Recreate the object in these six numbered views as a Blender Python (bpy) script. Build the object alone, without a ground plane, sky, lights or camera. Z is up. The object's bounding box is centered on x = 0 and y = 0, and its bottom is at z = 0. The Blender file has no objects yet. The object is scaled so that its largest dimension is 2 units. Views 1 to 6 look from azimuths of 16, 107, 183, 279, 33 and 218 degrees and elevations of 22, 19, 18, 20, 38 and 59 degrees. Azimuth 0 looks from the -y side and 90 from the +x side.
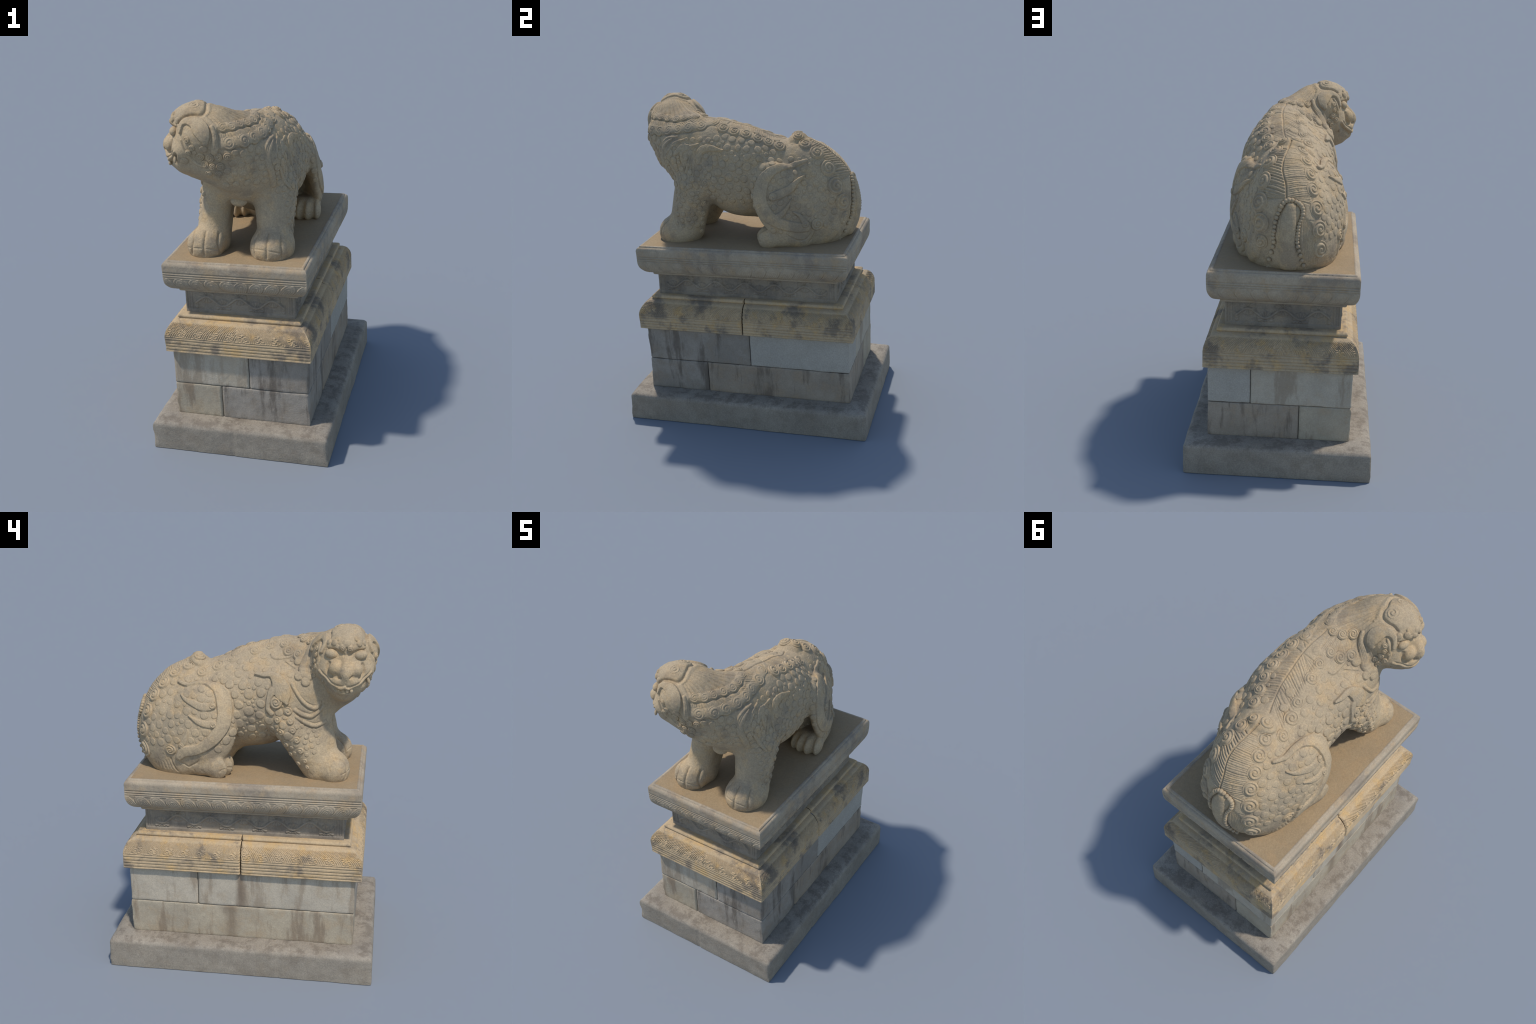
# Stone guardian beast (a crouching scaled lion-dog) on a moulded stone pedestal.
import bpy, math
import numpy as np
from mathutils import Vector, Matrix

RNG = np.random.default_rng(11)
TOP = 1.144            # height of the pedestal's top face
INSET = 0.0030         # the carving adds about this much again
H_COARSE = 0.0056      # grid step of the body's first mesh; it is split once more

# ---------------------------------------------------------------- body form
# The body is a smooth union of ellipsoids ("e": centre, radii, euler angles)
# and round cones ("c": end, end, radius, radius).  Each row: name, part it
# belongs to, kind, softness of the join, numbers.
FORM = [
    ("rib", "torso", "e", 0.0, [0.056, -0.089, 1.589, 0.225, 0.339, 0.263, -0.206, -0.033, -0.228]),
    ("chest", "torso", "e", 0.08, [0.006, -0.386, 1.641, 0.242, 0.186, 0.243, 0.523, 0.046, -0.157]),
    ("rump", "torso", "e", 0.1, [-0.026, 0.332, 1.386, 0.23, 0.313, 0.377, 0.332, 0.15, 0.019]),
    ("belly", "torso", "e", 0.08, [-0.017, 0.002, 1.513, 0.232, 0.3, 0.258, 0.091, -0.116, 0.102]),
    ("paunch", "torso", "e", 0.05, [0.022, -0.070, 1.440, 0.212, 0.220, 0.160, 0.060, 0.0, 0.0]),
    ("nape", "neck", "c", 0.08, [0.063, -0.218, 1.748, -0.016, -0.551, 1.767, 0.132, 0.141]),
    ("mane", "neck", "c", 0.06, [-0.095, -0.55, 1.893, 0.045, -0.363, 1.810, 0.076, 0.076]),
    ("breast", "torso", "e", 0.06, [-0.004, -0.386, 1.559, 0.153, 0.146, 0.139, 0.0, 0.0, 0.0]),
    ("skull", "head", "e", 0.05, [-0.14, -0.546, 1.838, 0.169, 0.181, 0.139, -0.025, -0.003, 0.021]),
    ("forehead", "head", "e", 0.04, [-0.216, -0.563, 1.923, 0.101, 0.097, 0.067, -0.044, -0.167, -0.013]),
    ("crown", "head", "e", 0.03, [-0.178, -0.563, 1.946, 0.080, 0.088, 0.053, 0.0, -0.08, 0.0]),
    ("cheeks", "head", "e", 0.04, [-0.227, -0.553, 1.769, 0.103, 0.16, 0.092, -0.012, -0.001, 0.031]),
    ("jaw", "head", "c", 0.05, [-0.026, -0.523, 1.643, -0.276, -0.553, 1.664, 0.126, 0.052]),
    ("jowl", "head", "c", 0.04, [-0.080, -0.610, 1.690, -0.250, -0.610, 1.705, 0.080, 0.060]),
    ("jowl", "head", "c", 0.04, [-0.09, -0.52, 1.69, -0.25, -0.516, 1.706, 0.08, 0.061]),
    ("chin", "head", "e", 0.03, [-0.305, -0.554, 1.685, 0.05, 0.053, 0.041, -0.003, 0.001, 0.001]),
    ("upper_lip", "head", "e", 0.03, [-0.308, -0.559, 1.729, 0.055, 0.088, 0.042, -0.008, -0.001, 0.007]),
    ("nose_bridge", "head", "c", 0.02, [-0.289, -0.561, 1.857, -0.33, -0.566, 1.796, 0.021, 0.034]),
    ("nostril", "head", "e", 0.012, [-0.312, -0.514, 1.793, 0.043, 0.044, 0.044, 0.0, 0.0, 0.0]),
    ("nostril", "head", "e", 0.012, [-0.309, -0.612, 1.786, 0.044, 0.042, 0.043, 0.0, 0.0, 0.0]),
    ("nose_tip", "head", "e", 0.02, [-0.336, -0.567, 1.768, 0.042, 0.037, 0.041, 0.0, 0.0, 0.0]),
    ("thigh", "hind_leg_l", "e", 0.025, [-0.226, 0.233, 1.42, 0.09, 0.202, 0.241, -0.04, 0.172, -0.096]),
    ("thigh", "hind_leg_r", "e", 0.045, [0.246, 0.247, 1.408, 0.055, 0.174, 0.254, 0.439, -0.15, 0.339]),
    ("hip", "hind_leg_l", "e", 0.05, [-0.197, 0.412, 1.312, 0.083, 0.190, 0.218, -0.136, 0.088, -0.345]),
    ("hip", "hind_leg_r", "e", 0.05, [0.179, 0.41, 1.34, 0.042, 0.19, 0.201, 0.001, -0.089, 0.33]),
    ("foot", "hind_paw_l", "c", 0.02, [-0.225, 0.330, 1.185, -0.255, 0.160, 1.202, 0.062, 0.070]),
    ("toe", "hind_paw_l", "e", 0.020, [-0.298, 0.14, 1.196, 0.026, 0.062, 0.066, 0.0, 0.0, -0.15]),
    ("toe", "hind_paw_l", "e", 0.020, [-0.252, 0.118, 1.196, 0.028, 0.062, 0.066, 0.0, 0.0, 0.0]),
    ("toe", "hind_paw_l", "e", 0.020, [-0.204, 0.12, 1.196, 0.028, 0.062, 0.066, 0.0, 0.0, 0.1]),
    ("toe", "hind_paw_l", "e", 0.020, [-0.158, 0.140, 1.194, 0.027, 0.062, 0.062, 0.0, 0.0, 0.1]),
    ("sole", "hind_paw_l", "c", 0.03, [-0.170, 0.330, 1.180, -0.185, 0.175, 1.192, 0.060, 0.062]),
    ("foot", "hind_paw_r", "c", 0.02, [0.205, 0.335, 1.180, 0.238, 0.170, 1.195, 0.070, 0.074]),
    ("toe", "hind_paw_r", "e", 0.020, [0.292, 0.15, 1.190, 0.027, 0.062, 0.062, 0.0, 0.0, 0.15]),
    ("toe", "hind_paw_r", "e", 0.020, [0.245, 0.128, 1.190, 0.029, 0.062, 0.062, 0.0, 0.0, 0.0]),
    ("toe", "hind_paw_r", "e", 0.020, [0.196, 0.128, 1.190, 0.028, 0.062, 0.062, 0.0, 0.0, -0.1]),
    ("toe", "hind_paw_r", "e", 0.020, [0.150, 0.142, 1.188, 0.027, 0.062, 0.060, 0.0, 0.0, -0.1]),
    ("sole", "hind_paw_r", "c", 0.03, [0.150, 0.330, 1.180, 0.180, 0.180, 1.195, 0.070, 0.070]),
    ("shoulder", "front_leg_l", "e", 0.06, [-0.186, -0.221, 1.575, 0.063, 0.212, 0.161, 0.227, 0.171, 0.051]),
    ("shoulder", "front_leg_r", "e", 0.06, [0.178, -0.226, 1.598, 0.094, 0.141, 0.181, 0.238, -0.244, -0.16]),
    ("shank", "front_leg_l", "c", 0.05, [-0.184, -0.268, 1.421, -0.18, -0.426, 1.186, 0.1, 0.098]),
    ("forearm", "front_leg_l", "c", 0.05, [-0.138, -0.394, 1.497, -0.168, -0.459, 1.239, 0.083, 0.079]),
    ("shank", "front_leg_r", "c", 0.05, [0.165, -0.343, 1.477, 0.172, -0.434, 1.231, 0.124, 0.088]),
    ("elbow", "front_leg_r", "c", 0.04, [0.176, -0.314, 1.44, 0.176, -0.380, 1.21, 0.085, 0.085]),
    ("pad", "front_paw_l", "e", 0.03, [-0.2, -0.509, 1.191, 0.106, 0.092, 0.103, 0.026, 0.0, 0.019]),
    ("pad", "front_paw_r", "e", 0.03, [0.168, -0.461, 1.181, 0.125, 0.138, 0.118, -0.045, -0.069, -0.076]),
    ("root_knob", "tail", "e", 0.012, [-0.005, 0.280, 1.737, 0.079, 0.060, 0.043, 0.346, 0.0, 0.0]),
    ("seat", "torso", "e", 0.06, [0.047, 0.436, 1.209, 0.138, 0.132, 0.14, 0.0, 0.0, -0.001]),
    ("tail_ridge", "tail", "c", 0.03, [0.002, 0.288, 1.73, 0.003, 0.428, 1.646, 0.046, 0.054]),
]


def euler(rx, ry, rz):
    cx, sx, cy, sy, cz, sz = math.cos(rx), math.sin(rx), math.cos(ry), math.sin(ry), math.cos(rz), math.sin(rz)
    return np.array([[cz, -sz, 0], [sz, cz, 0], [0, 0, 1]]) @ np.array([[cy, 0, sy], [0, 1, 0], [-sy, 0, cy]]) @ np.array([[1, 0, 0], [0, cx, -sx], [0, sx, cx]])


def ellipsoid(P, c, r, e=(0, 0, 0)):
    q = (P - np.array(c)) @ euler(*e)
    r = np.array(r)
    a = q / r
    k0 = np.sqrt((a * a).sum(-1))
    b = a / r
    k1 = np.sqrt((b * b).sum(-1)) + 1e-9
    return k0 * (k0 - 1) / k1


def round_cone(P, a, b, r1, r2):
    a, b = np.array(a), np.array(b)
    d = b - a
    l2 = d @ d
    t = np.clip((P - a) @ d / l2, 0, 1)
    k = (r1 - r2) / math.sqrt(max(l2 - (r1 - r2) ** 2, 1e-9))
    q = P - a - t[..., None] * d
    t2 = np.clip(t - np.sqrt((q * q).sum(-1)) * k / math.sqrt(l2), 0, 1)
    q = P - a - t2[..., None] * d
    return np.sqrt((q * q).sum(-1)) - (r1 + (r2 - r1) * t2)


def smooth_min(a, b, k):
    h = np.clip(.5 + .5 * (b - a) / k, 0, 1)
    return b + (a - b) * h - k * h * (1 - h)


def one(P, kind, n):
    return ellipsoid(P, n[:3], n[3:6], n[6:9]) if kind == "e" else round_cone(P, n[:3], n[3:6], n[6], n[7])


def body(P):
    d = None
    for name, part, kind, k, n in FORM:
        x = one(P, kind, n)
        d = x if d is None else smooth_min(d, x, k)
    return d + INSET


def gradient(P, e=.002, f=None):
    f = f or body
    k = np.array([[1, -1, -1], [-1, -1, 1], [-1, 1, -1], [1, 1, 1]], float)
    g = sum(v * f(P + e * v)[..., None] for v in k)
    return g / (np.linalg.norm(g, axis=-1, keepdims=True) + 1e-12)


def trace(o, d, steps=90):
    """First point of the body along each ray."""
    o, d = np.atleast_2d(np.asarray(o, float)), np.atleast_2d(np.asarray(d, float))
    d = d / np.linalg.norm(d, axis=1, keepdims=True)
    t = np.zeros(len(o))
    for _ in range(steps):
        t += .7 * np.clip(body(o + t[:, None] * d), -.03, .3)
    return o + t[:, None] * d


# ---------------------------------------------------------------- small tools
def lattice(i):
    h = (i[..., 0] * 374761393 + i[..., 1] * 668265263 + i[..., 2] * 2147483647 + 1274126177) & 0xffffffff
    h = ((h ^ (h >> 13)) * 1274126177) & 0xffffffff
    return ((h ^ (h >> 16)) & 0xffff) / 32767.5 - 1.0


def noise(P, scale, octaves=2, seed=0):
    """Smooth value noise in -1..1."""
    out, amp, tot = 0., 1., 0.
    P = np.asarray(P, float) * scale + 37.3 * (seed + 1)
    for _ in range(octaves):
        i = np.floor(P).astype(np.int64)
        f = P - i
        f = f * f * (3 - 2 * f)
        v = 0.
        for dx in (0, 1):
            for dy in (0, 1):
                for dz in (0, 1):
                    w = (f[..., 0] if dx else 1 - f[..., 0]) * (f[..., 1] if dy else 1 - f[..., 1]) * (f[..., 2] if dz else 1 - f[..., 2])
                    v = v + w * lattice(i + np.array([dx, dy, dz]))
        out, tot = out + amp * v, tot + amp
        amp, P = amp * .5, P * 2.03 + 11.7
    return out / tot


def step(a, b, x):
    t = np.clip((x - a) / (b - a), 0, 1)
    return t * t * (3 - 2 * t)


def new_mesh(name, V, F, normals=None, smooth=True):
    me = bpy.data.meshes.new(name)
    V = np.asarray(V, np.float32)
    F = np.asarray(F, np.int32)
    k = F.shape[1]
    me.vertices.add(len(V))
    me.vertices.foreach_set("co", V.ravel())
    me.loops.add(F.size)
    me.loops.foreach_set("vertex_index", F.ravel())
    me.polygons.add(len(F))
    me.polygons.foreach_set("loop_start", np.arange(0, F.size, k, dtype=np.int32))
    me.polygons.foreach_set("loop_total", np.full(len(F), k, np.int32))
    me.update(calc_edges=True)
    me.validate()
    me.polygons.foreach_set("use_smooth", np.full(len(me.polygons), smooth))
    if normals is not None:
        me.normals_split_custom_set_from_vertices([tuple(n) for n in normals])
    return me


def put(name, me, parent, mat):
    ob = bpy.data.objects.new(name, me)
    bpy.context.scene.collection.objects.link(ob)
    if mat and not me.materials:
        me.materials.append(mat)
    ob.parent = parent
    return ob


# ---------------------------------------------------------------- materials
def stone(name, light, dark, warm, mottling=.5, stain=None, stain_amount=0., streaks=False, patch=None, patch_cover=.5, ledge=None,
          grain=.22, bump=.35, seed=0., cloud=5.5, drip=None):
    """Weathered stone: two tones in clouds, a warm tint in patches, speckled grain,
    and, if asked, dirt in streaks that ran down or in lichen-like patches."""
    m = bpy.data.materials.new(name)
    m.use_nodes = True
    nt = m.node_tree
    N, L = nt.nodes, nt.links
    bsdf = N["Principled BSDF"]
    geo = N.new("ShaderNodeNewGeometry")
    shift = N.new("ShaderNodeVectorMath")
    shift.operation = "ADD"
    shift.inputs[1].default_value = (seed * 3.1, seed * 1.7, seed * 2.3)
    L.new(geo.outputs["Position"], shift.inputs[0])

    def tex(scale, detail=4, rough=.6, squash=None, vec=shift.outputs[0]):
        if squash:
            mp = N.new("ShaderNodeMapping")
            mp.inputs["Scale"].default_value = squash
            L.new(vec, mp.inputs[0])
            vec = mp.outputs[0]
        t = N.new("ShaderNodeTexNoise")
        t.inputs["Scale"].default_value = scale
        t.inputs["Detail"].default_value = detail
        t.inputs["Roughness"].default_value = rough
        L.new(vec, t.inputs["Vector"])
        return t.outputs["Fac"]

    def ramp(src, a, b, lo=0., hi=1.):
        r = N.new("ShaderNodeMapRange")
        r.interpolation_type = "SMOOTHSTEP"
        r.inputs[1].default_value, r.inputs[2].default_value = a, b
        r.inputs[3].default_value, r.inputs[4].default_value = lo, hi
        L.new(src, r.inputs[0])
        return r.outputs[0]

    def mix(fac, a, b, mode="MIX"):
        x = N.new("ShaderNodeMix")
        x.data_type, x.blend_type = "RGBA", mode
        for sock, val in ((x.inputs[0], fac), (x.inputs[6], a), (x.inputs[7], b)):
            if isinstance(val, (int, float)):
                sock.default_value = val
            elif isinstance(val, tuple):
                sock.default_value = (*val, 1)
            else:
                L.new(val, sock)
        return x.outputs[2]

    col = mix(ramp(tex(cloud, 5), .5 - .2, .5 + .2), light, dark)
    col = mix(ramp(tex(11., 5, .65), .46, .66, 0, mottling), col, warm)
    col = mix(ramp(tex(38., 3, .7), .42, .70, 0, .28 * mottling), col, tuple(c * .62 for c in dark))
    if stain:
        s = tex(6.5, 5, .65, (1.6, 1.6, .30)) if streaks else tex(5.0, 6, .7)
        col = mix(ramp(s, .50, .63, 0, stain_amount), col, stain)
    if patch:
        p = tex(13., 7, .72)
        fac = ramp(p, patch_cover - .06, patch_cover + .09, 0, .62)
        if ledge:                                             # crusts grow where dirt lies: thick on the ledge, thin below
            sep = N.new("ShaderNodeSeparateXYZ")
            L.new(geo.outputs["Position"], sep.inputs[0])
            mul = N.new("ShaderNodeMath")
            mul.operation = "MULTIPLY"
            L.new(fac, mul.inputs[0])
            L.new(ramp(sep.outputs[2], ledge - .012, ledge + .006, .38, 1.), mul.inputs[1])
            fac = mul.outputs[0]
        col = mix(fac, col, patch)
    if drip:                                                  # water that leaves a joint runs down below it
        sep = N.new("ShaderNodeSeparateXYZ")
        L.new(geo.outputs["Position"], sep.inputs[0])
        off = N.new("ShaderNodeMath")
        off.operation = "SUBTRACT"
        off.inputs[1].default_value = drip[0]
        L.new(sep.outputs[1], off.inputs[0])
        wob = N.new("ShaderNodeMath")
        wob.operation = "MULTIPLY_ADD"
        wob.inputs[1].default_value = drip[1] * 2.4
        L.new(tex(9., 4, .6, (1, 1, .35)), wob.inputs[0])
        ab = N.new("ShaderNodeMath")
        ab.operation = "ABSOLUTE"
        L.new(off.outputs[0], ab.inputs[0])
        L.new(ab.outputs[0], wob.inputs[2])
        col = mix(ramp(wob.outputs[0], drip[1] * 2.3, drip[1] * 1.1, 0, .75), col, drip[2])
    g = tex(130., 3, .8)
    col = mix(ramp(g, .35, .65, 0, grain), col, tuple(c * .45 for c in dark))
    g2 = tex(95., 3, .8)
    col = mix(ramp(g2, .58, .80, 0, grain * 1.5), col, tuple(min(1, c * 1.5) for c in light))
    L.new(col, bsdf.inputs["Base Color"])
    bsdf.inputs["Roughness"].default_value = .88
    bsdf.inputs["Specular IOR Level"].default_value = .25
    b = N.new("ShaderNodeBump")
    b.inputs["Strength"].default_value = bump
    b.inputs["Distance"].default_value = .004
    add = N.new("ShaderNodeMath")
    add.operation = "ADD"
    L.new(tex(110., 3, .7), add.inputs[0])
    L.new(tex(45., 3, .6), add.inputs[1])
    L.new(add.outputs[0], b.inputs["Height"])
    L.new(b.outputs[0], bsdf.inputs["Normal"])
    return m


MAT = {
    "lion": stone("carved_stone", (.50, .375, .228), (.385, .302, .198), (.52, .35, .175), .55, stain=(.24, .19, .135), stain_amount=.55, grain=.36, cloud=3.6, seed=0.),
    "slab": stone("slab_stone", (.345, .295, .228), (.28, .24, .188), (.29, .235, .17), .5, patch=(.15, .118, .088), patch_cover=.52, ledge=.165, grain=.35, seed=1.),
    "moulding": stone("moulding_stone", (.54, .39, .225), (.41, .312, .20), (.60, .38, .15), .65, stain=(.17, .14, .11), stain_amount=.78, seed=2.),
    "cap": stone("cap_stone", (.45, .36, .25), (.33, .27, .195), (.46, .32, .18), .6, stain=(.22, .18, .14), stain_amount=.55, seed=3.),
    "bed": stone("dusty_top", (.37, .262, .145), (.31, .225, .13), (.40, .265, .135), .5, grain=.25, seed=12.),
    "frieze": stone("frieze_stone", (.34, .28, .205), (.24, .20, .152), (.34, .26, .165), .6, stain=(.15, .125, .10), stain_amount=.6, seed=4.),
    "joint": stone("dark_joint", (.09, .08, .07), (.06, .055, .05), (.09, .07, .05), .2, seed=5.),  # near-black, seen as thin dark lines in the gaps between blocks
    "block": [
        stone("block_stone_grey", (.345, .30, .245), (.25, .218, .178), (.28, .222, .16), .55, stain=(.125, .10, .077), stain_amount=.78, streaks=True, seed=6.),  # base colour darkened to match the dim, barely sunlit front face
        stone("block_stone_pale", (.45, .405, .335), (.385, .35, .292), (.41, .36, .28), .3, grain=.3, seed=7.),
        stone("block_stone_light", (.51, .435, .33), (.41, .355, .275), (.47, .37, .25), .45, stain=(.26, .195, .13), stain_amount=.6, streaks=True, drip=(.0, .04, (.17, .12, .08)), seed=8.),
        stone("block_stone_brown", (.37, .305, .23), (.27, .22, .165), (.37, .275, .18), .55, stain=(.15, .115, .085), stain_amount=.8, streaks=True, seed=9.),
        stone("block_stone_buff", (.46, .385, .275), (.36, .305, .225), (.43, .32, .20), .55, stain=(.23, .17, .115), stain_amount=.75, streaks=True, drip=(.06, .06, (.20, .145, .095)), seed=10.),
    ],
}

ROOT = bpy.data.objects.new("guardian_beast_statue", None)
bpy.context.scene.collection.objects.link(ROOT)
ROOT["label"] = "weathered carved stone guardian lion crouching on a tall moulded pedestal"
ROOT["category"] = "stone statue"


# ---------------------------------------------------------------- pedestal
# Every course is a profile, a list of (half width x, half depth y, height z),
# swept along stations that walk round a rectangle.
def stations(*runs, pitch=.006):
    """Each run: (side, from, to) with -1..1 along that side, walked so that the outside lies to the right."""
    out = []
    for side, a, b in runs:
        length = abs(b - a) * (.65 if side[0] == "x" else .4)
        n = max(2, int(length / pitch))
        out += [(side, a + (b - a) * i / n) for i in range(n)] + [(side, b)]
    clean = [out[0]]
    for s in out[1:]:
        if not (abs(abs(s[1]) - 1) < 1e-9 and abs(abs(clean[-1][1]) - 1) < 1e-9 and s[0] != clean[-1][0]):
            clean.append(s)
    return clean


RING = (("x+", -1, 1), ("y+", 1, -1), ("x-", 1, -1), ("y-", -1, 1))


def at(side, a, hx, hy):
    return {"x+": (hx, a * hy), "x-": (-hx, a * hy), "y+": (a * hx, hy), "y-": (a * hx, -hy)}[side]


def outward(side, a):
    n = {"x+": (1., 0.), "x-": (-1., 0.), "y+": (0., 1.), "y-": (0., -1.)}[side]
    if abs(abs(a) - 1) < 1e-9:
        s = 1. if a > 0 else -1.
        n = (n[0], s) if n[0] else (s, n[1])
    return n


def sweep(name, profile, runs, mat, closed=True, relief=None, rough=.0015, wear=.004, pitch=.006, ends=0., shift=(0., 0.), smooth=True, angle=40, seed=0):
    st = stations(*runs, pitch=pitch)
    if closed:
        st = st[:-1]
    prof = np.array(profile, float)
    n, m = len(st), len(prof)
    tang = np.gradient(prof[:, [0, 2]], axis=0)
    tang /= np.linalg.norm(tang, axis=1, keepdims=True) + 1e-9
    nrm = np.stack([tang[:, 1], -tang[:, 0]], 1)            # out, up
    V = np.zeros((n, m, 3))
    U = np.zeros(n)
    half = np.zeros(n)
    O = np.zeros((n, 2))
    arc = np.r_[0, np.cumsum(np.linalg.norm(np.diff(prof[:, [0, 2]], axis=0), axis=1))]
    for i, (side, a) in enumerate(st):
        hx, hy = prof[:, 0], prof[:, 1]
        x, y = at(side, a, hx, hy)
        V[i, :, 0], V[i, :, 1], V[i, :, 2] = x, y, prof[:, 2]
        h = prof[:, 1].max() if side[0] == "x" else prof[:, 0].max()
        U[i], half[i] = a * h, h
        O[i] = outward(side, a)
    corner = half - np.abs(U)
    if ends:                                                  # open runs: hold back from the joint, round its arris
        run = np.r_[0, np.cumsum(np.linalg.norm(np.diff(V[:, m // 2, :2], axis=0), axis=1))]
        e = np.minimum(run, run[-1] - run)
        pull = ends * (1 - np.clip(e / ends, 0, 1)) ** 2
        V[:, :, :2] -= (pull[:, None] * O)[:, None, :]
        for end, nb in ((0, 1), (n - 1, n - 2)):
            d = V[nb, m // 2, :2] - V[end, m // 2, :2]
            V[end, :, :2] += .0022 * d / (np.linalg.norm(d) + 1e-9)
    H = np.zeros((n, m))
    if relief is not None:
        H = relief(U[:, None], arc[None, :], half[:, None], V[..., 2]) * step(.0, .012, corner)[:, None]
    D = np.stack([O[:, None, 0] * nrm[None, :, 0], O[:, None, 1] * nrm[None, :, 0], np.broadcast_to(nrm[None, :, 1], (n, m))], -1)
    rg = rough * noise(V, 9, 3, seed) + .35 * rough * noise(V, 60, 2, seed + 3)
    chip = wear * np.exp(-corner / .007)[:, None] * np.clip(.55 + noise(V, 13, 2, seed + 5), 0, 1.3)
    V = V + D * (H + rg)[..., None]
    V[:, :, :2] -= chip[..., None] * np.sign(O)[:, None, :] * .7
    V[..., 0] += shift[0]
    V[..., 1] += shift[1]
    V = V.reshape(-1, 3)
    F = []
    for i in range(n if closed else n - 1):
        j = (i + 1) % n
        k = np.arange(m - 1)
        F.append(np.stack([i * m + k, j * m + k, j * m + k + 1, i * m + k + 1], 1))
    me = new_mesh(name, V, np.concatenate(F))
    if angle:
        me.set_sharp_from_angle(angle=math.radians(angle))
    return put(name, me, ROOT, mat)


def dense(points, gap=.006):
    """Fill straight stretches of a profile with extra points."""
    out = [points[0]]
    for p, q in zip(points, points[1:]):
        d = math.dist((p[0], p[2]), (q[0], q[2]))
        k = max(1, int(round(d / gap)))
        out += [tuple(np.array(p) + (np.array(q) - np.array(p)) * i / k) for i in range(1, k + 1)]
    return out


def bead(z0, z1, hx, hy, bulge, n=6):
    """A rounded fillet between two heights."""
    return [(hx + bulge * math.sin(math.pi * i / n), hy + bulge * math.sin(math.pi * i / n), z0 + (z1 - z0) * i / n) for i in range(n + 1)]


def curve_between(p, q, bulge, n=18):
    """Convex quarter from (x, y, z) p to q."""
    out = []
    for i in range(n + 1):
        t = i / n
        s, c = math.sin(t * math.pi / 2), 1 - math.cos(t * math.pi / 2)
        s, c = (1 - bulge) * t + bulge * s, (1 - bulge) * t + bulge * c
        out.append((p[0] + (q[0] - p[0]) * c, p[1] + (q[1] - p[1]) * c, p[2] + (q[2] - p[2]) * s))
    return out


def petal_waves(lo, hi, period=.094, depth=.0062):
    """Lower moulding: leaning petals drawn as nested lines, two curls at the foot of each."""
    def f(u, s, half, z):
        t = np.clip((s - lo) / (hi - lo), 0, 1)
        inside = step(0, .05, t) * step(1.0, .93, t)
        lean = np.sign(u) * .052 * t ** 1.4
        x = np.abs(u) + lean * np.sign(u)
        cell = x / period
        c = (cell - np.floor(cell) - .5) * period
        w = (s - lo)
        foot = np.hypot(c, (w - .024) * .9)
        nest = np.where(w < .03, np.maximum(np.abs(c), 1.2 * (.028 - w)), np.abs(c))
        line = np.cos(2 * np.pi * nest / .0117)
        eyes = np.hypot(np.abs(c) - .014, w - .02)
        curl = np.cos(2 * np.pi * eyes / .0105)
        line = np.where(foot < .021, curl, line)
        return inside * depth * (.5 * line - .35)
    return f


def tongue_waves(lo, hi, period=.089, depth=.004):
    """Underside of the cap: overlapping leaning tongues of nested arcs."""
    def f(u, s, half, z):
        t = np.clip((hi - s) / (hi - lo), 0, 1)               # 0 at the top edge
        inside = step(0, .05, t) * step(1.0, .85, t)
        x = np.abs(u) + .030 * t ** 1.3
        c = (x / period - np.floor(x / period) - .5) * period
        w = (hi - s)
        r = np.hypot(c, (w - .040) * .95)
        r = np.where(w > .040, np.abs(c), r)
        line = np.cos(2 * np.pi * r / .0125)
        edge = step(.040, .046, r) * .9
        return inside * depth * (.45 * line - .3 - edge)
    return f


def vine(z0, z1, depth=.0095):
    """Frieze: a scrolling stem with fanned leaves between fluted end bars."""
    def f(u, s, half, z):
        t = (z - z0) / (z1 - z0)
        v = (t - .52) * (z1 - z0)
        field = step(.15, .20, t) * step(.93, .88, t) * step(.058, .050, np.abs(u) - half + .11)
        lam = .19
        ph = 2 * np.pi * u / lam
        stem = np.abs(v - .026 * np.cos(ph)) / np.sqrt(1 + (.026 * 2 * np.pi / lam * np.sin(ph)) ** 2)
        k = np.round(u / (lam / 2))
        cu = u - k * lam / 2
        sgn = np.where(np.mod(k, 2) == 0, -1., 1.)
        ang = np.arctan2(cu, (v * sgn + .030))
        rr = np.hypot(cu, v * sgn + .030)
        leaf = (.35 + .65 * (.5 + .5 * np.cos(ang * 13)) ** .7) * step(.047, .041, rr) * step(.006, .012, rr)
        h = np.maximum(1.15 * step(.0095, .004, stem), .8 * leaf)
        bar = np.abs(np.abs(u) - half + .036)
        bars = step(.006, .004, bar) + step(.004, .002, np.abs(np.abs(u) - half + .022))
        sunk = step(.12, .16, t) * step(.95, .91, t) * step(.045, .041, np.abs(u) - half + .055)
        return depth * (h * field - .55 * sunk) + .0035 * bars * step(.13, .17, t) * step(.94, .90, t)
    return f


def grooves(levels, width=.004, depth=.004):
    def f(u, s, half, z):
        h = np.zeros(np.broadcast(u, s, z).shape)
        for g in levels:
            h = h - depth * np.exp(-((z - g) / width) ** 2)
        return h
    return f


def together(*fs):
    return lambda u, s, half, z: sum(f(u, s, half, z) for f in fs)


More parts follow.
